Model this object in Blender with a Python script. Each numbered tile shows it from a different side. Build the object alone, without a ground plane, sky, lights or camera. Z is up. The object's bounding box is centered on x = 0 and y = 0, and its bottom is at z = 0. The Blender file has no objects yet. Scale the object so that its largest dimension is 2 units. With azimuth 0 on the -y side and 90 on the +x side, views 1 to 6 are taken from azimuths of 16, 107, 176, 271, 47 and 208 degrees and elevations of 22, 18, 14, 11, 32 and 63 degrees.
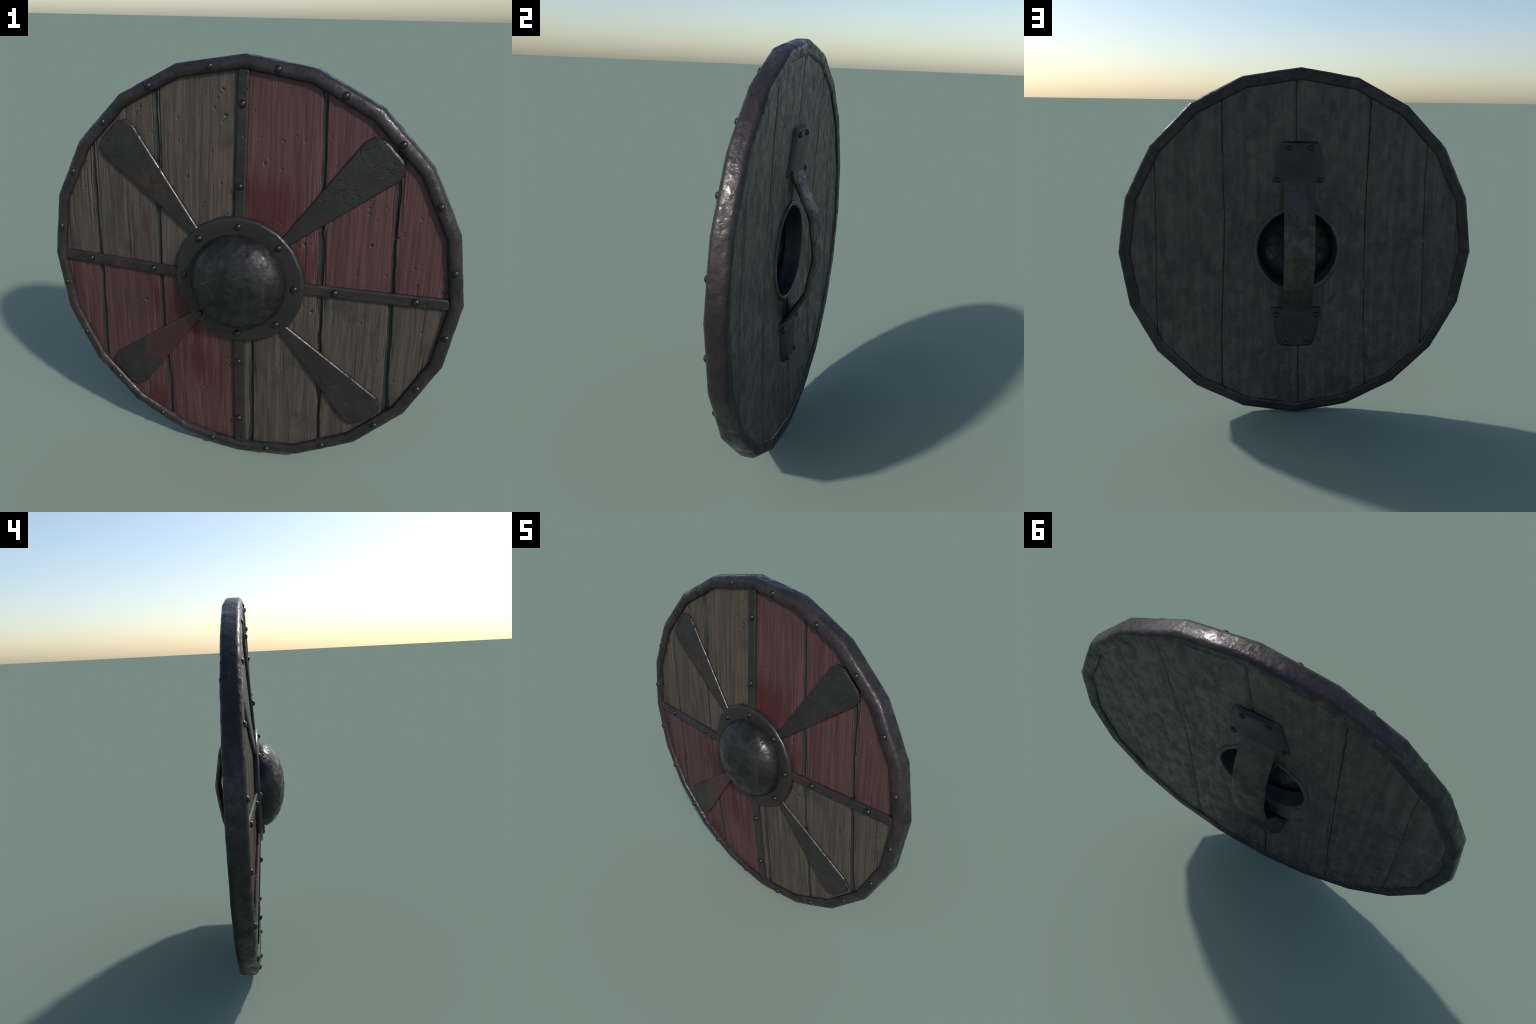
# A round wooden war shield: six planks forming a shallow cone, an iron rim with
# twenty straight sides, iron straps and flared blades, a domed boss in the middle,
# and a curved grip held by two bulging plates on the back.
# Frame: front faces -y, centre of the disc at (0, 0, 1), radius 1.
import bpy, bmesh, math, random
import numpy as np
from mathutils import Matrix, Vector

random.seed(7)
RNG = np.random.default_rng(7)
CZ = 1.0                       # height of the disc centre
SIDES = 20                     # straight sides of rim, flange and collar

# ------------------------------------------------------------------ surfaces
def front_y(r):                # front face of the planks (shallow cone)
    return 0.0096 - 0.0615 * (0.94 - r)

def back_y(r):                 # back face of the planks
    return 0.068 - 0.058 * (0.935 - r)

# ------------------------------------------------------------------ noise
def _hash(ix, iy, seed):
    n = (ix.astype(np.int64) * 374761393 + iy.astype(np.int64) * 668265263 + seed * 974634777) & 0x7fffffff
    n = ((n ^ (n >> 13)) * 1274126177) & 0x7fffffff
    return ((n ^ (n >> 16)) & 0xffff) / 65535.0

def vnoise(x, y, seed=0):
    ix, iy = np.floor(x), np.floor(y)
    fx, fy = x - ix, y - iy
    fx, fy = fx * fx * (3 - 2 * fx), fy * fy * (3 - 2 * fy)
    a, b = _hash(ix, iy, seed), _hash(ix + 1, iy, seed)
    c, d = _hash(ix, iy + 1, seed), _hash(ix + 1, iy + 1, seed)
    return (a + (b - a) * fx + (c - a) * fy + (a - b - c + d) * fx * fy) * 2 - 1

def fbm(x, y, seed=0, octaves=3):
    s, amp = 0, 1.0
    for o in range(octaves):
        s = s + amp * vnoise(x * 2 ** o, y * 2 ** o, seed + o * 17)
        amp *= 0.5
    return s / 1.75

def smooth01(t):
    t = np.clip(t, 0, 1)
    return t * t * (3 - 2 * t)

# ------------------------------------------------------------------ materials
class Nodes:
    def __init__(self, name):
        self.mat = bpy.data.materials.new(name)
        self.mat.use_nodes = True
        self.t = self.mat.node_tree
        self.bsdf = self.t.nodes["Principled BSDF"]

    def new(self, kind, **inputs):
        n = self.t.nodes.new(kind)
        for k, v in inputs.items():
            self.feed(n.inputs[k], v)
        return n

    def feed(self, sock, v):
        if isinstance(v, bpy.types.NodeSocket):
            self.t.links.new(v, sock)
        else:
            sock.default_value = v

    def math(self, op, a, b=0.0, c=None, clamp=False):
        n = self.t.nodes.new("ShaderNodeMath")
        n.operation, n.use_clamp = op, clamp
        self.feed(n.inputs[0], a)
        self.feed(n.inputs[1], b)
        if c is not None:
            self.feed(n.inputs[2], c)
        return n.outputs[0]

    def step(self, v, lo, hi, out_lo=0.0, out_hi=1.0):
        n = self.t.nodes.new("ShaderNodeMapRange")
        n.interpolation_type = 'SMOOTHSTEP'
        for i, val in enumerate((v, lo, hi, out_lo, out_hi)):
            self.feed(n.inputs[i], val)
        return n.outputs[0]

    def mix(self, fac, a, b, blend='MIX'):
        n = self.t.nodes.new("ShaderNodeMix")
        n.data_type, n.blend_type = 'RGBA', blend
        self.feed(n.inputs[0], fac)
        for s, v in ((n.inputs[6], a), (n.inputs[7], b)):
            self.feed(s, v if isinstance(v, bpy.types.NodeSocket) else (*v, 1.0)[:4])
        return n.outputs[2]

    def coords(self):
        return self.new("ShaderNodeTexCoord").outputs["Object"]

    def mapped(self, co, scale, loc=(0, 0, 0), rot=(0, 0, 0)):
        n = self.new("ShaderNodeMapping", Vector=co)
        n.inputs["Scale"].default_value = scale
        n.inputs["Location"].default_value = loc
        n.inputs["Rotation"].default_value = rot
        return n.outputs[0]

    def noise(self, co, scale, detail=4.0, rough=0.55, distortion=0.0):
        n = self.new("ShaderNodeTexNoise", Vector=co, Scale=scale, Detail=detail,
                     Roughness=rough, Distortion=distortion)
        return n.outputs[0]

    def bump(self, height, strength, distance, normal=None):
        n = self.new("ShaderNodeBump", Height=height, Strength=strength, Distance=distance)
        if normal is not None:
            self.t.links.new(normal, n.inputs["Normal"])
        return n.outputs[0]

# dried-blood splashes: (x, z from centre, reach, strength)
SPLASHES_WOOD = [(-0.30, -0.20, 0.34, 0.62), (-0.22, -0.48, 0.34, 0.45), (0.13, 0.36, 0.27, 0.66),
                 (0.30, 0.12, 0.18, 0.40), (-0.55, 0.18, 0.30, 0.20), (-0.45, -0.78, 0.22, 0.45),
                 (-0.66, -0.42, 0.30, 0.22)]
SPLASHES_METAL = [(-0.33, -0.33, 0.31, 1.15), (-0.42, 0.41, 0.17, 0.37), (-0.66, 0.035, 0.24, 0.39),
                  (0.37, 0.01, 0.10, 0.46), (-0.22, -0.12, 0.20, 0.30), (-0.40, -0.84, 0.12, 0.35)]

def splash_mask(m, co, splashes, grain, soft):
    sep = m.new("ShaderNodeSeparateXYZ", Vector=co)
    x, z = sep.outputs[0], m.math('SUBTRACT', sep.outputs[2], CZ)
    total = None
    for sx, sz, reach, strength in splashes:
        dx, dz = m.math('SUBTRACT', x, sx), m.math('SUBTRACT', z, sz)
        d = m.math('SQRT', m.math('ADD', m.math('MULTIPLY', dx, dx), m.math('MULTIPLY', dz, dz)))
        f = m.step(d, 0.0, reach, strength, 0.0)
        total = f if total is None else m.math('MAXIMUM', total, f)
    v = m.math('ADD', total, m.math('MULTIPLY', m.math('SUBTRACT', grain, 0.5), 1.3))
    v = m.step(v, 0.36 - soft, 0.36 + soft)
    only_front = m.step(sep.outputs[1], 0.02, 0.035, 1.0, 0.0)
    return m.math('MULTIPLY', v, only_front)

def wood_material():
    m = Nodes("weathered_painted_wood")
    co = m.coords()
    sep = m.new("ShaderNodeSeparateXYZ", Vector=co)
    x, y = sep.outputs[0], sep.outputs[1]
    z = m.math('SUBTRACT', sep.outputs[2], CZ)
    r = m.math('SQRT', m.math('ADD', m.math('MULTIPLY', x, x), m.math('MULTIPLY', z, z)))
    # depth under the ideal front cone / above the ideal back cone
    yf = m.math('MULTIPLY_ADD', r, 0.0615, 0.0096 - 0.0615 * 0.94)
    yb = m.math('MULTIPLY_ADD', r, 0.058, 0.068 - 0.058 * 0.935)
    depth_f = m.math('SUBTRACT', y, yf)
    depth_b = m.math('SUBTRACT', yb, y)
    is_front = m.step(depth_f, 0.026, 0.030, 1.0, 0.0)
    depth = m.math('MINIMUM', depth_f, depth_b)

    fine = m.noise(m.mapped(co, (130, 60, 5.0)), 1.0, 5.0, 0.6)
    streak = m.noise(m.mapped(co, (42, 20, 1.7)), 1.0, 4.0, 0.6, 0.4)
    broad = m.noise(m.mapped(co, (7, 7, 2.2), (3, 1, 5)), 1.0, 4.0, 0.6)
    patch = m.noise(m.mapped(co, (9, 9, 6), (1, 7, 2)), 1.0, 5.0, 0.65)

    bare = m.mix(m.step(streak, 0.30, 0.72), (0.044, 0.036, 0.028), (0.085, 0.068, 0.052))
    bare = m.mix(m.math('MULTIPLY', m.step(broad, 0.45, 0.68), 0.55), bare, (0.092, 0.062, 0.047))
    bare = m.mix(m.math('MULTIPLY', m.step(patch, 0.52, 0.70), 0.60), bare, (0.026, 0.025, 0.021))
    back = m.mix(m.step(streak, 0.30, 0.72), (0.034, 0.026, 0.018), (0.076, 0.060, 0.043))
    back = m.mix(m.math('MULTIPLY', m.step(patch, 0.46, 0.64), 0.75), back, (0.018, 0.015, 0.012))
    back = m.mix(m.math('MULTIPLY', m.step(broad, 0.60, 0.75), 0.25), back, (0.070, 0.030, 0.024))

    red = m.mix(m.step(streak, 0.28, 0.74), (0.052, 0.021, 0.021), (0.100, 0.042, 0.042))
    red = m.mix(m.math('MULTIPLY', m.step(patch, 0.55, 0.75), 0.35), red, (0.044, 0.027, 0.025))
    # paint covers the quarters where x and z have the same sign
    wob = m.math('MULTIPLY', m.math('SUBTRACT', patch, 0.5), 0.02)
    qx = m.step(m.math('ADD', x, wob), -0.004, 0.004, -1.0, 1.0)
    qz = m.step(m.math('ADD', z, wob), -0.004, 0.004, -1.0, 1.0)
    quarter = m.step(m.math('MULTIPLY', qx, qz), -0.3, 0.3)
    worn = m.math('MULTIPLY', m.step(streak, 0.66, 0.80), m.step(fine, 0.45, 0.60))
    paint = m.math('MULTIPLY', quarter, m.math('SUBTRACT', 1.0, m.math('MULTIPLY', worn, 0.45)))
    # paint survives less on raised grain beside the joints
    front = m.mix(paint, bare, red)
    blood_grain = m.noise(m.mapped(co, (34, 20, 4.5), (9, 2, 4)), 1.0, 5.0, 0.62)
    blood = splash_mask(m, co, SPLASHES_WOOD, blood_grain, 0.23)
    front = m.mix(m.math('MULTIPLY', blood, 0.85), front, (0.056, 0.009, 0.008))
    mottle = m.noise(m.mapped(co, (19, 19, 13), (5, 5, 1)), 1.0, 6.0, 0.68, 0.4)
    back = m.mix(m.step(mottle, 0.36, 0.60, 0.25, 0.0), back, (0.014, 0.012, 0.010))  # dark and pale blotches painted into the back for its grazing reflected shimmer
    back = m.mix(m.step(mottle, 0.50, 0.66, 0.0, 0.30), back, (0.098, 0.080, 0.058))
    col = m.mix(is_front, back, front)
    col = m.mix(m.step(fine, 0.34, 0.54, 0.30, 0.0), col, (0.026, 0.022, 0.019))
    # grime in every joint, crack and pit, by depth under the face
    grime = m.step(m.math('ADD', depth, m.math('MULTIPLY', m.math('SUBTRACT', patch, 0.5), 0.003)), 0.0019, 0.0052)
    col = m.mix(m.math('MULTIPLY', grime, m.math('MULTIPLY_ADD', is_front, 0.28, 0.65)), col, (0.019, 0.024, 0.022))
    edge = m.math('MULTIPLY', m.step(r, 0.90, 0.955), m.step(patch, 0.35, 0.6))
    col = m.mix(m.math('MULTIPLY', edge, 0.55), col, (0.030, 0.024, 0.021))
    # shine: grime and back are a bit glossier
    rough = m.math('SUBTRACT', m.step(fine, 0.3, 0.7, 0.46, 0.70), m.math('MULTIPLY', grime, 0.2))
    flake = m.noise(m.mapped(co, (19, 19, 13), (5, 5, 1)), 1.0, 6.0, 0.68, 0.4)
    rough = m.math('SUBTRACT', rough, m.math('MULTIPLY', m.math('SUBTRACT', 1.0, is_front), m.step(flake, 0.35, 0.62, 0.0, 0.26)))
    n = m.bump(fine, 0.75, 0.0028)
    n = m.bump(streak, 0.30, 0.004, n)
    n = m.bump(flake, m.math('MULTIPLY_ADD', is_front, -0.85, 1.0), 0.013, n)
    m.feed(m.bsdf.inputs["Base Color"], col)
    m.feed(m.bsdf.inputs["Roughness"], rough)
    m.feed(m.bsdf.inputs["Normal"], n)
    m.bsdf.inputs["Sheen Roughness"].default_value = 0.35
    m.feed(m.bsdf.inputs["Sheen Weight"], m.math('MULTIPLY', m.math('SUBTRACT', 1.0, is_front), m.step(mottle, 0.40, 0.64, 0.0, 0.12)))
    m.bsdf.inputs["Sheen Tint"].default_value = (0.85, 0.95, 0.72, 1)
    m.feed(m.bsdf.inputs["Specular IOR Level"], m.math('MULTIPLY_ADD', is_front, -0.25, 0.60))
    return m.mat

def iron_material(name, dark, light, tint, metallic=0.55, rough=(0.36, 0.58), bump=0.5, scale=1.0,
                  hammered=0.0, splashes=True, pits=0.4, rust_runs=False, ham_scale=30, shine=0.5, outer_pits=False):
    m = Nodes(name)
    co = m.coords()
    broad = m.noise(co, 9 * scale, 5.0, 0.6)
    fine = m.noise(m.mapped(co, (1, 1, 1), (4, 4, 4)), 55 * scale, 5.0, 0.6)
    col = m.mix(m.step(broad, 0.34, 0.68), dark, light)
    col = m.mix(m.math('MULTIPLY', m.step(m.noise(m.mapped(co, (1, 1, 1), (8, 3, 1)), 5 * scale, 4.0), 0.48, 0.68), 0.6), col, tint)
    col = m.mix(m.step(fine, 0.25, 0.60, 0.35, 0.0), col, tuple(c * 0.45 for c in dark))
    rgh = m.step(m.math('ADD', m.math('MULTIPLY', broad, 0.5), m.math('MULTIPLY', fine, 0.5)), 0.35, 0.65, rough[1], rough[0])
    if rust_runs:
        runs = m.noise(m.mapped(co, (36, 36, 3.0), (2, 2, 7)), 1.0, 4.0, 0.6)
        col = m.mix(m.step(runs, 0.56, 0.72, 0.0, 0.40), col, (0.060, 0.034, 0.030))
    if splashes:
        grain = m.noise(m.mapped(co, (34, 34, 20)), 1.0, 3.0, 0.55)
        blood = splash_mask(m, co, SPLASHES_METAL, grain, 0.10)
        col = m.mix(m.math('MULTIPLY', blood, 0.8), col, (0.050, 0.013, 0.012))
        m.feed(m.bsdf.inputs["Metallic"], m.math('MULTIPLY_ADD', blood, -metallic, metallic))
    else:
        m.bsdf.inputs["Metallic"].default_value = metallic
    n = m.bump(fine, 0.30 * bump, 0.002)
    if hammered:
        ham = m.noise(co, ham_scale, 3.0, 0.5)
        m.bsdf.inputs["Specular IOR Level"].default_value = shine
        n = m.bump(ham, hammered, 0.008, n)
    # scattered clusters of nicks
    if pits:
        v = m.noise(m.mapped(co, (52, 60, 95), rot=(0, 0.75, 0)), 1.0, 3.0, 0.6)
        where = m.step(m.noise(m.mapped(co, (1, 1, 1), (2, 9, 6)), 7.5, 3.0), 0.56, 0.64)
        if outer_pits:
            ps = m.new("ShaderNodeSeparateXYZ", Vector=co)
            pz = m.math('SUBTRACT', ps.outputs[2], CZ)
            pr = m.math('SQRT', m.math('ADD', m.math('MULTIPLY', ps.outputs[0], ps.outputs[0]), m.math('MULTIPLY', pz, pz)))
            tip = m.step(m.noise(m.mapped(co, (1, 1, 1), (1, 4, 3)), 10.0, 3.0), 0.47, 0.56)
            where = m.math('MULTIPLY', tip, m.step(pr, 0.52, 0.62))
        nick = m.math('MULTIPLY', m.step(v, 0.56, 0.66, 0.0, -1.0), where)
        col = m.mix(m.math('MULTIPLY', nick, -0.4), col, (0.012, 0.012, 0.012))
        n = m.bump(nick, pits, 0.004, n)
    if hammered > 0.4:
        blot = m.noise(m.mapped(co, (1, 1, 1), (6, 1, 2)), 21, 4.0, 0.62, 0.3)
        rgh = m.math('ADD', rgh, m.step(blot, 0.38, 0.62, 0.16, -0.08))
        col = m.mix(m.step(blot, 0.36, 0.55, 0.55, 0.0), col, tuple(c * 0.5 for c in dark))
    m.feed(m.bsdf.inputs["Base Color"], col)
    m.feed(m.bsdf.inputs["Roughness"], rgh)
    m.feed(m.bsdf.inputs["Normal"], n)
    return m.mat

WOOD = wood_material()
IRON_RIM = iron_material("hammered_rim_iron", (0.020, 0.0175, 0.018), (0.042, 0.035, 0.034), (0.050, 0.034, 0.031),
                         metallic=0.25, rough=(0.24, 0.42), bump=0.7, hammered=0.8, pits=0.12, ham_scale=17, shine=0.42)
IRON_FLAT = iron_material("forged_flat_iron", (0.017, 0.0155, 0.0145), (0.030, 0.0275, 0.0265), (0.029, 0.024, 0.022),
                          metallic=0.2, rough=(0.27, 0.46), bump=0.6, hammered=0.28, pits=1.0, outer_pits=True)
IRON_DOME = iron_material("polished_dome_iron", (0.009, 0.009, 0.009), (0.029, 0.0285, 0.028), (0.022, 0.0185, 0.0175),
                          metallic=0.2, rough=(0.20, 0.40), bump=1.8, hammered=0.55, pits=0.8, ham_scale=26, shine=0.36, rust_runs=True)
IRON_NAIL = iron_material("dark_rivet_iron", (0.008, 0.0085, 0.0085), (0.017, 0.0175, 0.0175), (0.013, 0.0135, 0.0135),
                          metallic=0.3, rough=(0.26, 0.38), bump=0.2, splashes=False, pits=0)
IRON_BACK = iron_material("dull_plate_iron", (0.018, 0.017, 0.016), (0.029, 0.0275, 0.026), (0.025, 0.022, 0.020),
                          metallic=0.3, rough=(0.42, 0.58), bump=0.3, splashes=False, pits=0.15)
IRON_COLLAR = iron_material("worn_collar_iron", (0.040, 0.039, 0.040), (0.075, 0.073, 0.074), (0.052, 0.049, 0.048),
                            metallic=0.3, rough=(0.36, 0.52), bump=0.5, splashes=False, pits=0.15)
GRIP = iron_material("worn_grip_leather", (0.026, 0.021, 0.014), (0.062, 0.051, 0.034), (0.036, 0.029, 0.021),
                     metallic=0.0, rough=(0.40, 0.62), bump=1.2, hammered=0.85, splashes=False, pits=0.3)

# ------------------------------------------------------------------ helpers
SHIELD = bpy.data.objects.new("round_shield", None)
SHIELD["label"] = "round wooden war shield with iron rim and boss"
SHIELD["category"] = "shield"
bpy.context.scene.collection.objects.link(SHIELD)

def add(name, mesh, mat=None, parent=SHIELD):
    ob = bpy.data.objects.new(name, mesh)
    bpy.context.scene.collection.objects.link(ob)
    ob.parent = parent
    if mat is not None and not mesh.materials:
        mesh.materials.append(mat)
    return ob

def smooth(mesh):
    mesh.polygons.foreach_set("use_smooth", np.ones(len(mesh.polygons), bool))

def radial(angle):
    return np.stack([np.cos(angle), np.zeros_like(angle), np.sin(angle)], -1)

def polygon_lathe(name, profile, sub=1, dents=None, cap_end=False):
    """Sweep a (radius, y) profile round the shield axis over SIDES straight sides.
    Shading normals run round smoothly although the outline keeps its corners."""
    prof = np.array(profile, float)
    n_p, n_c = len(prof), SIDES * sub
    seg, t = np.divmod(np.arange(n_c), sub)
    t = t / sub
    a0 = math.radians(90) + seg * 2 * math.pi / SIDES
    a1 = a0 + 2 * math.pi / SIDES
    rim_dir = radial(a0) * (1 - t)[:, None] + radial(a1) * t[:, None]
    smooth_dir = radial(a0 + t * 2 * math.pi / SIDES)
    d = np.gradient(prof, axis=0)
    d /= np.linalg.norm(d, axis=1, keepdims=True) + 1e-12
    pn = np.stack([d[:, 1], -d[:, 0]], -1)          # profile normal (r, y)
    P = prof[:, 0][:, None, None] * rim_dir[None] + np.array([0, 1, 0]) * prof[:, 1][:, None, None]
    N = pn[:, 0][:, None, None] * smooth_dir[None] + np.array([0, 1, 0]) * pn[:, 1][:, None, None]
    def grid_normal(Q):
        du = np.gradient(Q, axis=0)
        dv = np.roll(Q, -1, axis=1) - np.roll(Q, 1, axis=1)
        g = np.cross(dv, du)
        g = g / (np.linalg.norm(g, axis=-1, keepdims=True) + 1e-12)
        return g * np.sign((g * N).sum(-1, keepdims=True) + 1e-9)
    if dents is not None:
        arc = (a0 + t * 2 * math.pi / SIDES)[None, :] + np.zeros((n_p, 1))
        run = np.concatenate([[0], np.cumsum(np.linalg.norm(np.diff(prof, axis=0), axis=1))])[:, None] + np.zeros((1, n_c))
        h = dents(arc, run, P)
        flat = grid_normal(P)
        P = P + N * h[..., None]
        N = N + (grid_normal(P) - flat)
        N /= np.linalg.norm(N, axis=-1, keepdims=True)
    P = P + np.array([0, 0, CZ])
    idx = np.arange(n_p * n_c).reshape(n_p, n_c)
    a, b = idx[:-1], idx[1:]
    faces = np.stack([a, np.roll(a, -1, 1), np.roll(b, -1, 1), b], -1).reshape(-1, 4)
    # wind so that the geometric normal agrees with N
    Pf, Nf = P.reshape(-1, 3), N.reshape(-1, 3)
    mid = faces[len(faces) // 2]
    if np.dot(np.cross(Pf[mid[1]] - Pf[mid[0]], Pf[mid[3]] - Pf[mid[0]]), Nf[mid].mean(0)) < 0:
        faces = faces[:, ::-1]
    faces = faces.tolist()
    me = bpy.data.meshes.new(name)
    me.from_pydata(Pf.tolist(), [], faces)
    me.update()
    smooth(me)
    me.normals_split_custom_set_from_vertices([tuple(v) for v in Nf])
    return me

def densify(points, step):
    """Subdivide a profile polyline so no piece is longer than step."""
    out = [points[0]]
    for p, q in zip(points[:-1], points[1:]):
        n = max(1, math.ceil(math.dist(p, q) / step))
        out += [(p[0] + (q[0] - p[0]) * i / n, p[1] + (q[1] - p[1]) * i / n) for i in range(1, n + 1)]
    return out

def rounded(points, radius, n=3):
    """Round the inner corners of an open profile."""
    pts = [Vector(p) for p in points]
    out = [tuple(pts[0])]
    for a, b, c in zip(pts[:-2], pts[1:-1], pts[2:]):
        k = min(radius, (a - b).length * 0.45, (c - b).length * 0.45)
        s, e = b + (a - b).normalized() * k, b + (c - b).normalized() * k
        for i in range(n + 1):
            t = i / n
            out.append(tuple(s * (1 - t) ** 2 + b * 2 * t * (1 - t) + e * t ** 2))
    out.append(tuple(pts[-1]))
    return out

# ------------------------------------------------------------------ planks
# joints between planks: x as a function of height above the centre, front and back
JOINTS_FRONT = [
    [(-0.60, -0.758), (-0.30, -0.745), (0.0, -0.737), (0.40, -0.743), (0.70, -0.743)],
    [(-0.90, -0.382), (-0.53, -0.389), (-0.32, -0.404), (0.2, -0.404), (0.57, -0.406), (0.92, -0.412)],
    [(-0.95, 0.056), (-0.60, 0.063), (-0.30, 0.066), (0.0, 0.02), (0.30, -0.020), (0.95, -0.019)],
    [(-0.90, 0.408), (-0.29, 0.394), (0.0, 0.388), (0.23, 0.374), (0.49, 0.363), (0.92, 0.347)],
    [(-0.60, 0.718), (-0.22, 0.705), (0.04, 0.694), (0.41, 0.677), (0.66, 0.669)]]
JOINTS_BACK = [
    [(-0.60, -0.750), (0.0, -0.731), (0.40, -0.705)],
    [(-0.90, -0.425), (-0.46, -0.403), (0.0, -0.387), (0.80, -0.378)],
    [(-0.95, -0.018), (-0.60, -0.014), (0.60, 0.018), (0.95, 0.026)],
    [(-0.90, 0.434), (-0.45, 0.432), (-0.1, 0.421), (0.20, 0.415), (0.90, 0.424)],
    [(-0.50, 0.802), (-0.24, 0.800), (0.32, 0.788), (0.60, 0.790)]]
PLANK_R, HOLE_R = 0.958, 0.243

def joint_x(table, i, z, seed):
    if i == 0:
        return np.full_like(z, -PLANK_R + 0.002)
    if i == 6:
        return np.full_like(z, PLANK_R - 0.002)
    pts = table[i - 1]
    x = np.interp(z, [p[0] for p in pts], [p[1] for p in pts])
    return x + 0.005 * fbm(z * 5, np.full_like(z, i * 3.7), seed) + 0.0025 * fbm(z * 22, np.full_like(z, i * 1.7), seed + 5)

def side_grid(i, u, rows, table, seed):
    """x, z positions of one face of plank i: rows run from the bottom arc to the
    hole (or the middle) and from there to the top arc."""
    def xs(z):
        l, r = joint_x(table, i, z, seed), joint_x(table, i + 1, z, seed)
        return l + 0.0004 + (r - l - 0.0008) * u
    def solve(radius, sign):
        z = sign * np.full_like(u, radius * 0.7)
        for _ in range(25):
            z = 0.5 * z + 0.5 * sign * np.sqrt(np.maximum(0, radius ** 2 - xs(z) ** 2))
        return np.where(np.abs(z) < 1e-4, 0.0, z)
    v = np.linspace(0, 1, rows)[:, None]
    halves = []
    for sign in (-1, 1):
        inner, outer = solve(HOLE_R, sign), solve(PLANK_R, sign)
        z = inner + (outer - inner) * v
        x = np.stack([xs(zz) for zz in z])
        halves.append((x, z))
    return halves

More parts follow.
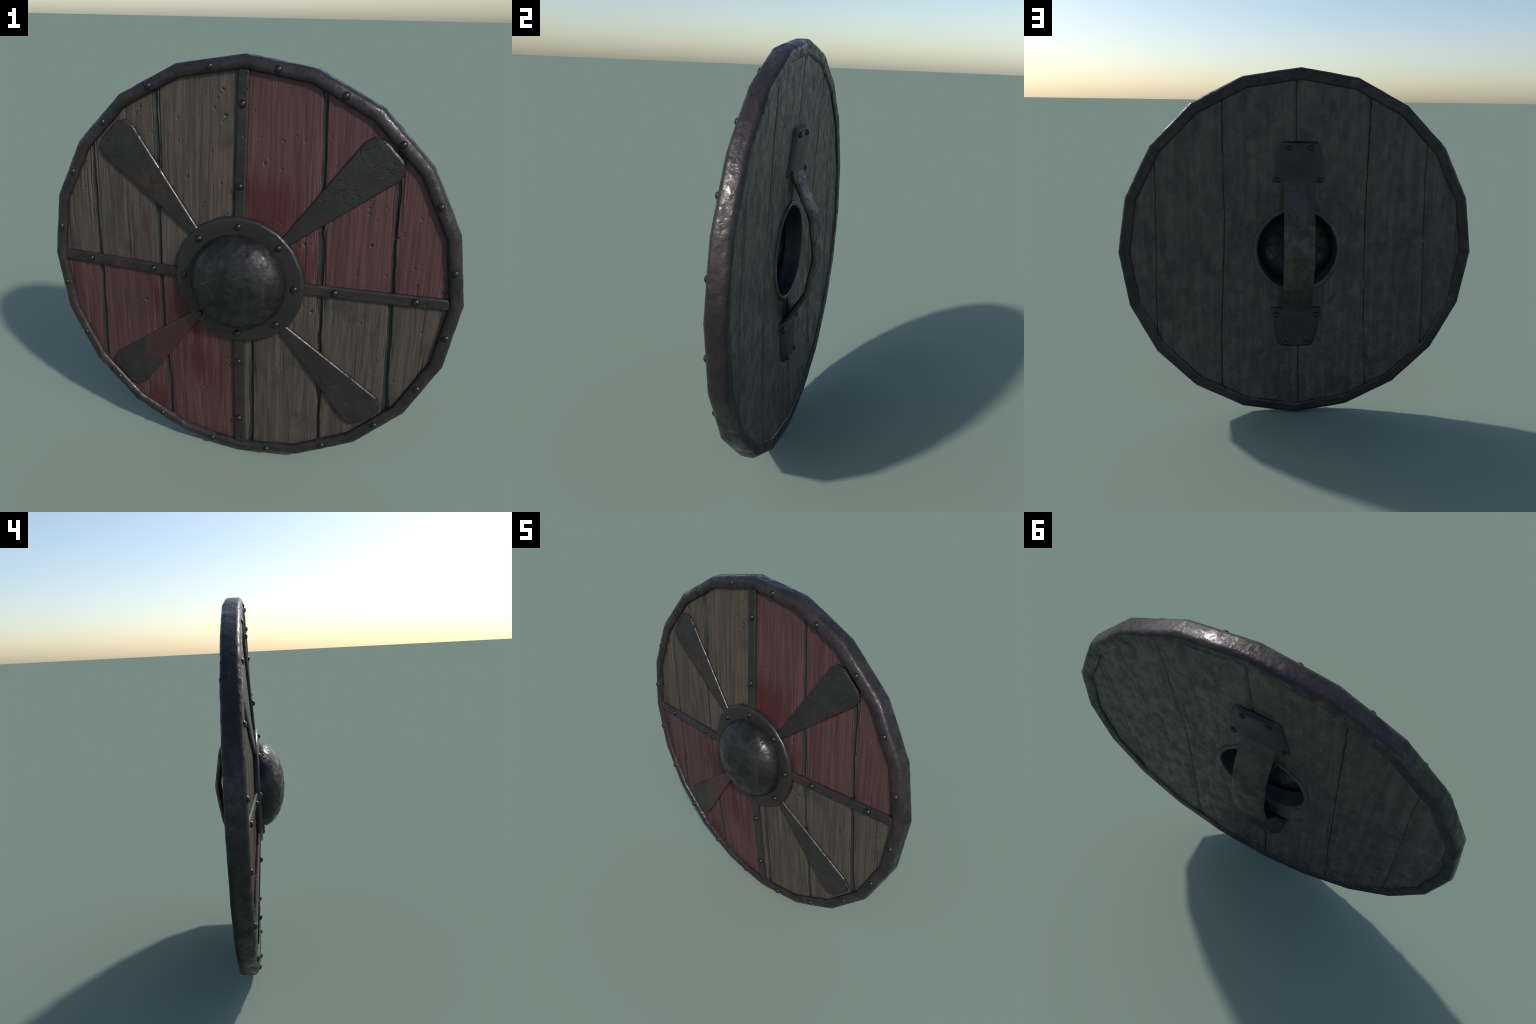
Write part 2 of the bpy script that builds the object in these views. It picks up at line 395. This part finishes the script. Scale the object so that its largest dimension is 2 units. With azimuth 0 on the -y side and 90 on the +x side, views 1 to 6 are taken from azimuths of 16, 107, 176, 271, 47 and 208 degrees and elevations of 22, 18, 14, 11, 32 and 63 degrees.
def plank(i):
    rnd = random.Random(100 + i)
    width = [0.21, 0.34, 0.43, 0.37, 0.31, 0.25][i]
    cols = int(width / 0.0032)
    rows = 200
    uf = np.linspace(0, 1, cols)
    uf = uf + 0.10 * np.sin(2 * math.pi * uf) / (2 * math.pi) * -1      # denser near the joints
    ub = np.linspace(0, 1, cols // 2)
    # cracks along the grain and small nicks
    cracks = [dict(u=rnd.uniform(0.06, 0.94), z0=rnd.uniform(-0.9, 0.6), ln=rnd.uniform(0.12, 0.55),
                   w=rnd.uniform(0.0022, 0.0038), d=rnd.uniform(0.0012, 0.0042), s=rnd.randint(0, 999)) for _ in range(int(8 + width * 24))]
    nicks = []
    for _ in range(int(width * 95)):
        x, z = rnd.uniform(-1, 1), rnd.uniform(-0.92, 0.92)
        nicks.append((rnd.random(), z, rnd.uniform(0.0028, 0.005), rnd.uniform(0.002, 0.006), 0.0))
    for _ in range(int(width * 30)):          # slanting strike marks
        u, z = rnd.uniform(0.08, 0.92), rnd.uniform(-0.85, 0.85)
        slope = rnd.uniform(0.5, 1.3)
        for k in range(rnd.randint(2, 5)):
            step = rnd.uniform(-0.014, 0.014)
            nicks.append((u + (step + rnd.uniform(-.004, .004)) / width, z + step * slope + rnd.uniform(-.006, .006),
                          rnd.uniform(0.0026, 0.0052), rnd.uniform(0.0015, 0.0065), 0.0))

    def relief(x, z, l, r, u, seed, front):
        h = 0.0014 * fbm(x * 9, z * 1.6, seed + 3) + 0.0009 * fbm(x * 75, z * 4, seed + 11) + 0.0006 * fbm(x * 160, z * 9, seed + 21)
        # joint grooves, of wandering width, with chewed lips
        for dist, k in ((x - l, i), (r - x, i + 1)):
            if k in (0, 6):
                continue
            half = (0.0062 if front else 0.0016) * (1 + 0.95 * fbm(z * 5.5, np.full_like(z, k * 5.1 + (0 if dist is None else 0)), seed + 31))
            lip = (0.0052 if front else 0.0035) * (1 + 0.9 * fbm(z * 15, np.full_like(z, k * 2.3), seed + 41))
            g = 1 - smooth01((dist - half) / np.maximum(lip, 0.0012))
            h = h + (0.0105 if front else 0.0025 if k in (1, 5) else 0.0042 + 0.0025 * fbm(z * 3.3, np.full_like(z, k * 6.1), seed + 35)) * g
            h = h + 0.0018 * np.exp(-(dist / 0.020) ** 2)
            # a second thin split beside the joint
            off = 0.017 + 0.006 * fbm(z * 3, np.full_like(z, k * 9.1), seed + 51)
            live = smooth01(fbm(z * 2.1, np.full_like(z, k * 4.3 + 0.5), seed + 61) * 4 - (0.4 if front else -0.4))
            h = h + live * (0.0055 if front else 0.0050) * np.exp(-((dist - off) / (0.0032 if front else 0.0026)) ** 2)
        n_use = cracks if front else cracks[::3]
        for c in n_use:
            fade = smooth01((z - c['z0']) / 0.06) * smooth01((c['z0'] + c['ln'] - z) / 0.06)
            xc = l + (r - l) * c['u'] + 0.006 * fbm(z * 5, np.full_like(z, c['s'] * 0.37), seed + 71)
            h = h + fade * c['d'] * np.exp(-((x - xc) / c['w']) ** 2)
        if front:
            zr = z[:, 0] if z.ndim > 1 else z
            for nu, nz, rad, dep, _ in nicks:
                sel = np.where(np.abs(z.mean(1) - nz) < 0.12)[0]
                if len(sel) == 0:
                    continue
                xx, zz = x[sel], z[sel]
                xc = l[sel] + (r[sel] - l[sel]) * nu
                h[sel] += dep * np.exp(-((xx - xc) ** 2 + (zz - nz) ** 2 * 0.8) / rad ** 2)
        return h

    verts, faces, count = [], [], 0
    edges = {}
    for front in (True, False):
        u = uf if front else ub
        table = JOINTS_FRONT if front else JOINTS_BACK
        for half, (x, z) in enumerate(side_grid(i, u, rows, table, 1 if front else 2)):
            zb = z
            l = np.stack([joint_x(table, i, zz, 1 if front else 2) for zz in zb])
            r = np.stack([joint_x(table, i + 1, zz, 1 if front else 2) for zz in zb])
            h = relief(x, z, l, r, u, 40 if front else 80, front)
            rad = np.hypot(x, z)
            # nothing may poke through the metal, so the face only ever sinks
            y = front_y(rad) + h if front else back_y(rad) - h
            verts.append(np.stack([x, y, z + CZ], -1).reshape(-1, 3))
            idx = count + np.arange(x.size).reshape(x.shape)
            count += x.size
            a, b, c, d = idx[:-1, :-1], idx[:-1, 1:], idx[1:, 1:], idx[1:, :-1]
            f = np.stack([a, b, c, d], -1).reshape(-1, 4)
            # upper half of the front seen from -y: x right, z up is counter-clockwise
            if (half == 1) != front:
                f = f[:, ::-1]
            faces.append(f)
            edges[(front, half)] = idx
    for half in (0, 1):
        F, B = edges[(True, half)], edges[(False, half)]
        for fi, bi, flip in ((F[:, 0], B[:, 0], half == 0), (F[:, -1], B[:, -1], half == 1)):
            q = np.stack([fi[:-1], fi[1:], bi[1:], bi[:-1]], -1)
            faces.append(q[:, ::-1] if flip else q)
    me = bpy.data.meshes.new("plank")
    me.from_pydata(np.concatenate(verts).tolist(), [], np.concatenate(faces).tolist())
    bm = bmesh.new()
    bm.from_mesh(me)
    bmesh.ops.remove_doubles(bm, verts=bm.verts, dist=2e-5)
    bm.to_mesh(me)
    bm.free()
    smooth(me)
    add("plank", me, WOOD)

for i in range(6):
    plank(i)

# ------------------------------------------------------------------ rivets
def dome_mesh(name, radius, height, segments=14, rings=5):
    prof = [(radius, 0.004)] + [(radius * math.cos(t), -height * math.sin(t)) for t in np.linspace(0, math.pi / 2, rings + 1)[:-1]]
    vs, fs = [], []
    for rr, yy in prof:
        for s in range(segments):
            a = 2 * math.pi * s / segments
            vs.append((rr * math.cos(a), yy, rr * math.sin(a)))
    vs.append((0, -height, 0))
    for k in range(len(prof) - 1):
        for s in range(segments):
            t = (s + 1) % segments
            fs.append((k * segments + s, k * segments + t, (k + 1) * segments + t, (k + 1) * segments + s))
    k = len(prof) - 1
    for s in range(segments):
        fs.append((k * segments + s, k * segments + (s + 1) % segments, len(vs) - 1))
    me = bpy.data.meshes.new(name)
    me.from_pydata(vs, [], fs)
    me.update()
    smooth(me)
    me.materials.append(IRON_NAIL)
    return me

RIVET = dome_mesh("rivet", 0.0174, 0.0156)
SMALL_RIVET = dome_mesh("rivet_small", 0.0160, 0.0150)

def rivet(mesh, x, y, z, parent, flip=False, normal_tilt=None):
    ob = add("rivet", mesh, parent=parent)
    s = random.uniform(0.94, 1.06)
    rot = Matrix.Rotation(math.pi, 4, 'Z') if flip else Matrix.Identity(4)
    rot = rot @ Matrix.Rotation(random.uniform(0, 6.28), 4, 'Y')
    ob.matrix_local = Matrix.Translation((x, y, z)) @ rot @ Matrix.Diagonal((s, random.uniform(0.92, 1.06), s, 1))
    return ob

# ------------------------------------------------------------------ rim
rim_profile = [(0.936, 0.052), (0.936, 0.072), (0.944, 0.0775), (0.984, 0.0815), (0.994, 0.076), (0.9995, 0.064),
               (1.0, 0.045), (1.0, 0.018), (0.999, 0.005), (0.991, -0.006), (0.976, -0.0135), (0.960, -0.0150),
               (0.948, -0.0105), (0.941, -0.002), (0.939, 0.022)]

def rim_dents(arc, run, P):
    s = arc * 1.0
    h = 0.0012 * fbm(s * 17, run * 20, 5, 2) + 0.0003 * fbm(s * 48, run * 50, 15, 2)
    # worn, chipped stretches along the front edge
    for a, w, d in ((141, 6, 0.004), (152, 3, 0.003), (231, 5, 0.003), (262, 3, 0.0025), (48, 7, 0.0018), (5, 4, 0.0015), (-60, 5, 0.002)):
        da = (np.degrees(s) - a + 180) % 360 - 180
        patch = np.exp(-(da / w) ** 2)
        h = h - 0.7 * d * patch * np.clip(fbm(s * 60, run * 70, 33) * 1.6, 0, 1)
    return np.minimum(h, 0.0006) - 0.0006

rim = add("rim", polygon_lathe("rim", densify(rounded(rim_profile, 0.006, 3), 0.0045), sub=36, dents=rim_dents), IRON_RIM)
for k in range(SIDES):
    a = math.radians(99 + 18 * k) + random.uniform(-0.006, 0.006)
    rivet(RIVET, 0.957 * math.cos(a), -0.0090, CZ + 0.957 * math.sin(a), rim)

# ------------------------------------------------------------------ boss: flange, dome, collar
def flange_dents(arc, run, P):
    return -0.0007 + 0.0007 * fbm(arc * 9, run * 26, 8)

flange = add("boss_flange", polygon_lathe("boss_flange", densify(rounded(
    [(0.300, -0.010), (0.312, -0.026), (0.313, -0.048), (0.305, -0.0575), (0.226, -0.0590), (0.218, -0.050)], 0.006, 3), 0.007),
    sub=8, dents=flange_dents), IRON_FLAT)
for k in range(8):
    a = math.radians(90 + 45 * k)
    rivet(RIVET, 0.268 * math.cos(a), -0.0565, CZ + 0.268 * math.sin(a), flange)

def dome_dents(arc, run, P):
    fade = smooth01((0.30 - run) / 0.10)        # calm near the pole
    h = 0.0013 * fbm(P[..., 0] * 48, P[..., 2] * 48, 12) + 0.0012 * fbm(P[..., 0] * 16, P[..., 2] * 16, 22)
    # a slanting sword cut on the upper left
    t = P[..., 0] * 0.80 + P[..., 2] * 0.60
    q = -P[..., 0] * 0.60 + P[..., 2] * 0.80
    cut = np.exp(-((q - 0.085 + 0.004 * fbm(t * 60, t * 0, 3)) / 0.004) ** 2) * smooth01((t + 0.135) / 0.03) * smooth01((-0.01 - t) / 0.03)
    return h - 0.005 * cut - 0.001

dome_prof = [(0.2325, -0.052)] + [(0.2310 * math.cos(t), -0.0605 - 0.1280 * math.sin(t)) for t in np.linspace(0, math.pi / 2 - 0.012, 46)]
dome = add("boss_dome", polygon_lathe("boss_dome", dome_prof, sub=7, dents=dome_dents), IRON_DOME)
inner_prof = [(0.2225, -0.05)] + [(0.2225 * math.cos(t), -0.060 - 0.119 * math.sin(t)) for t in np.linspace(0, math.pi / 2 - 0.012, 24)]
lining = polygon_lathe("boss_hollow", inner_prof[::-1], sub=3)
add("boss_hollow", lining, IRON_DOME, dome)

add("hole_collar", polygon_lathe("hole_collar", densify(rounded(
    [(0.2205, -0.056), (0.2265, -0.02), (0.2300, 0.033), (0.2370, 0.0370), (0.2500, 0.0370), (0.2545, 0.033), (0.2545, 0.020)][::-1], 0.003, 2), 0.01),
    sub=3), IRON_COLLAR)

# ------------------------------------------------------------------ straps and blades
def plate_on_cone(name, outline, lift, mat, dent_seed, step=0.012):
    """A forged plate lying on the front cone: outline is a list of (along, across)
    stations (distance from the axis, half width); lift is its thickness."""
    along = np.array([o[0] for o in outline])
    half = np.array([o[1] for o in outline])
    n_a = int((along[-1] - along[0]) / step) + 1
    d = np.unique(np.round(np.concatenate([np.linspace(along[0], along[-1], n_a), along]), 5))
    w = np.interp(d, along, half)
    # cross-section: side wall, bevel, crown, bevel, side wall
    bev = 0.0074
    sec = [(-1, 0, -0.010), (-1, 0, lift - bev * 0.93), (-1, bev * 0.19, lift - bev * 0.61), (-1, bev * 0.54, lift - bev * 0.27), (-1, bev, lift), (-1, bev + 0.0015, lift)]
    inner = np.linspace(-0.86, 0.86, 7)
    verts, faces = [], []
    n_s = len(sec) * 2 + len(inner)
    for k, (dd, ww) in enumerate(zip(d, w)):
        row = [(s * (ww - ins), up) for s, ins, up in sec]
        row += [(t * (ww - bev - 0.0015), lift) for t in inner]
        row += [(-s * (ww - ins), up) for s, ins, up in reversed(sec)]
        end = min(1.0, (d[-1] - dd) / 0.004)           # bevelled tip
        for c, up in row:
            r = math.hypot(dd, c)
            wave = 0.0011 * float(fbm(np.array(dd * 14.0), np.array(c * 22.0 + dent_seed * 3.1), dent_seed)) - 0.0006
            if up > 0:
                up = up + wave - (1 - end) * 0.004
            verts.append((c, front_y(r) - up, dd))
    for k in range(len(d) - 1):
        for s in range(n_s - 1):
            faces.append((k * n_s + s, k * n_s + s + 1, (k + 1) * n_s + s + 1, (k + 1) * n_s + s))
    faces.append(tuple(range(n_s))[::-1])
    faces.append(tuple((len(d) - 1) * n_s + s for s in range(n_s)))
    me = bpy.data.meshes.new(name)
    me.from_pydata(verts, [], faces)
    me.update()
    smooth(me)
    me.set_sharp_from_angle(angle=math.radians(13))
    return me

def turned(mesh, degrees):
    """Turn a plate built pointing up to its direction (baked so that object
    coordinates stay those of the whole shield)."""
    mesh.transform(Matrix.Translation((0, 0, CZ)) @ Matrix.Rotation(math.radians(degrees), 4, 'Y'))
    return mesh

STRAP = [(0.295, 0.0262), (0.930, 0.0262), (0.936, 0.0252), (0.940, 0.0220), (0.9425, 0.0150)]
for k, turn in enumerate((0, 90, 180, 270)):
    strap = add("strap", turned(plate_on_cone("strap", STRAP, 0.0165, IRON_FLAT, 11 + k), turn), IRON_FLAT)
    a = math.radians(90 - turn)
    for r in ((0.800, 0.448) if turn in (0, 90) else (0.785, 0.436)):
        rivet(RIVET, r * math.cos(a), front_y(r) - 0.0155, CZ + r * math.sin(a), strap)

BLADE = [(0.290, 0.0215), (0.316, 0.0245), (0.848, 0.1085), (0.8925, 0.0980), (0.9155, 0.0570)]
for k, turn in enumerate((45, 135, 225, 315)):
    add("blade", turned(plate_on_cone("blade", BLADE, 0.0160, IRON_FLAT, 31 + k, 0.008), turn), IRON_FLAT)

# ------------------------------------------------------------------ back: grip and its plates
def grip_mesh():
    # centre line (height from centre, y) of the bent iron-backed strap
    pts = [(0.430, 0.030), (0.392, 0.049), (0.195, 0.147), (0.000, 0.177), (-0.190, 0.147), (-0.325, 0.066), (-0.365, 0.040)]
    line = [pts[0]]
    for (z0, y0), (z1, y1) in zip(pts[:-1], pts[1:]):
        n = 10
        line += [(z0 + (z1 - z0) * i / n, y0 + (y1 - y0) * i / n) for i in range(1, n + 1)]
    line = np.array(line)
    for _ in range(1):                       # soften the bends a little
        line[1:-1] = line[1:-1] * 0.5 + (line[:-2] + line[2:]) * 0.25
    tan = np.gradient(line, axis=0)
    tan /= np.linalg.norm(tan, axis=1, keepdims=True)
    verts, faces, n_s = [], [], 36
    for k, ((z, y), (tz, ty)) in enumerate(zip(line, tan)):
        nz, ny = ty, -tz                     # outward (away from the planks)
        if ny < 0:
            nz, ny = -nz, -ny
        for s in range(n_s):
            a = 2 * math.pi * s / n_s
            cx, cy = math.cos(a), math.sin(a)
            px = 0.0870 * abs(cx) ** 0.55 * (1 if cx > 0 else -1)
            pt = 0.0150 * abs(cy) ** 0.75 * (1 if cy > 0 else -1) - 0.0035 * (px / 0.087) ** 2
            pt += 0.0013 * float(fbm(np.array(z * 60.0), np.array(px * 12.0), 9))
            px += 0.0020 * float(fbm(np.array(z * 9.0), np.array(float(s > 9 and s < 27)), 19))
            verts.append((px, y + ny * pt, CZ + z + nz * pt))
    for k in range(len(line) - 1):
        for s in range(n_s):
            t = (s + 1) % n_s
            faces.append((k * n_s + s, k * n_s + t, (k + 1) * n_s + t, (k + 1) * n_s + s))
    faces.append(tuple(range(n_s))[::-1])
    faces.append(tuple((len(line) - 1) * n_s + s for s in range(n_s)))
    me = bpy.data.meshes.new("grip")
    me.from_pydata(verts, [], faces)
    bm = bmesh.new(); bm.from_mesh(me)
    bmesh.ops.recalc_face_normals(bm, faces=bm.faces)
    bm.to_mesh(me); bm.free()
    smooth(me)
    me.set_sharp_from_angle(angle=math.radians(60))
    return me

grip = add("grip", grip_mesh(), GRIP)

def plate_height(x, half):
    """Bulge of a grip plate over the planks."""
    t = min(1.0, abs(x) / half)
    return 0.0025 + 0.0150 * (1 - t ** 7) + 0.0055 * (1 - t * t)

def grip_plate(sign, stations):
    """stations: (distance from centre, half width)."""
    dist = np.array([s[0] for s in stations]); half = np.array([s[1] for s in stations])
    d = np.unique(np.round(np.concatenate([np.linspace(dist[0], dist[-1], 16), np.linspace(dist[-1] - 0.014, dist[-1], 7), dist]), 5))
    w = np.interp(d, dist, half)
    n_s = 41
    top, low = [], []
    for dd, ww in zip(d, w):
        for t in np.linspace(-1, 1, n_s):
            x = t * ww
            y = back_y(math.hypot(dd, x)) + plate_height(x, ww) * (0.25 + 0.75 * float(smooth01((dist[-1] - dd + 0.001) / 0.014)))
            top.append((x, y, CZ + sign * dd))
            low.append((x, back_y(math.hypot(dd, x)) - 0.004, CZ + sign * dd))
    n = len(top)
    verts, faces = top + low, []
    for k in range(len(d) - 1):
        for s in range(n_s - 1):
            a, b, c, e = k * n_s + s, k * n_s + s + 1, (k + 1) * n_s + s + 1, (k + 1) * n_s + s
            faces.append((a, b, c, e))
            faces.append((n + e, n + c, n + b, n + a))
    last = (len(d) - 1) * n_s
    for s in range(n_s - 1):
        faces.append((s, n + s, n + s + 1, s + 1))
        faces.append((last + s, last + s + 1, n + last + s + 1, n + last + s))
    for k in range(len(d) - 1):
        a, b = k * n_s, (k + 1) * n_s
        faces.append((a, b, n + b, n + a))
        a, b = a + n_s - 1, b + n_s - 1
        faces.append((a, n + a, n + b, b))
    me = bpy.data.meshes.new("grip_plate")
    me.from_pydata(verts, [], faces)
    bm = bmesh.new(); bm.from_mesh(me)
    bmesh.ops.recalc_face_normals(bm, faces=bm.faces)
    hard = [e for e in bm.edges if e.is_manifold and e.calc_face_angle(0) > math.radians(50)]
    bmesh.ops.bevel(bm, geom=hard, offset=0.0018, segments=2, affect='EDGES')
    bm.to_mesh(me); bm.free()
    smooth(me)
    me.set_sharp_from_angle(angle=math.radians(40))
    return add("grip_plate", me, IRON_BACK)

for sign, stations, nails in ((1, [(0.388, 0.152), (0.550, 0.123), (0.585, 0.112), (0.616, 0.096)], ((0.404, 0.119), (0.581, 0.061))),
                              (-1, [(0.340, 0.148), (0.510, 0.121), (0.548, 0.108), (0.577, 0.090)], ((0.382, 0.118), (0.553, 0.061)))):
    plate = grip_plate(sign, stations)
    for dist, off in nails:
        for side in (-1, 1):
            w_here = np.interp(dist, [q[0] for q in stations], [q[1] for q in stations])
            y = back_y(math.hypot(dist, off)) + plate_height(off, w_here)
            rivet(SMALL_RIVET, side * off, y - 0.001, CZ + sign * dist, plate, flip=True)
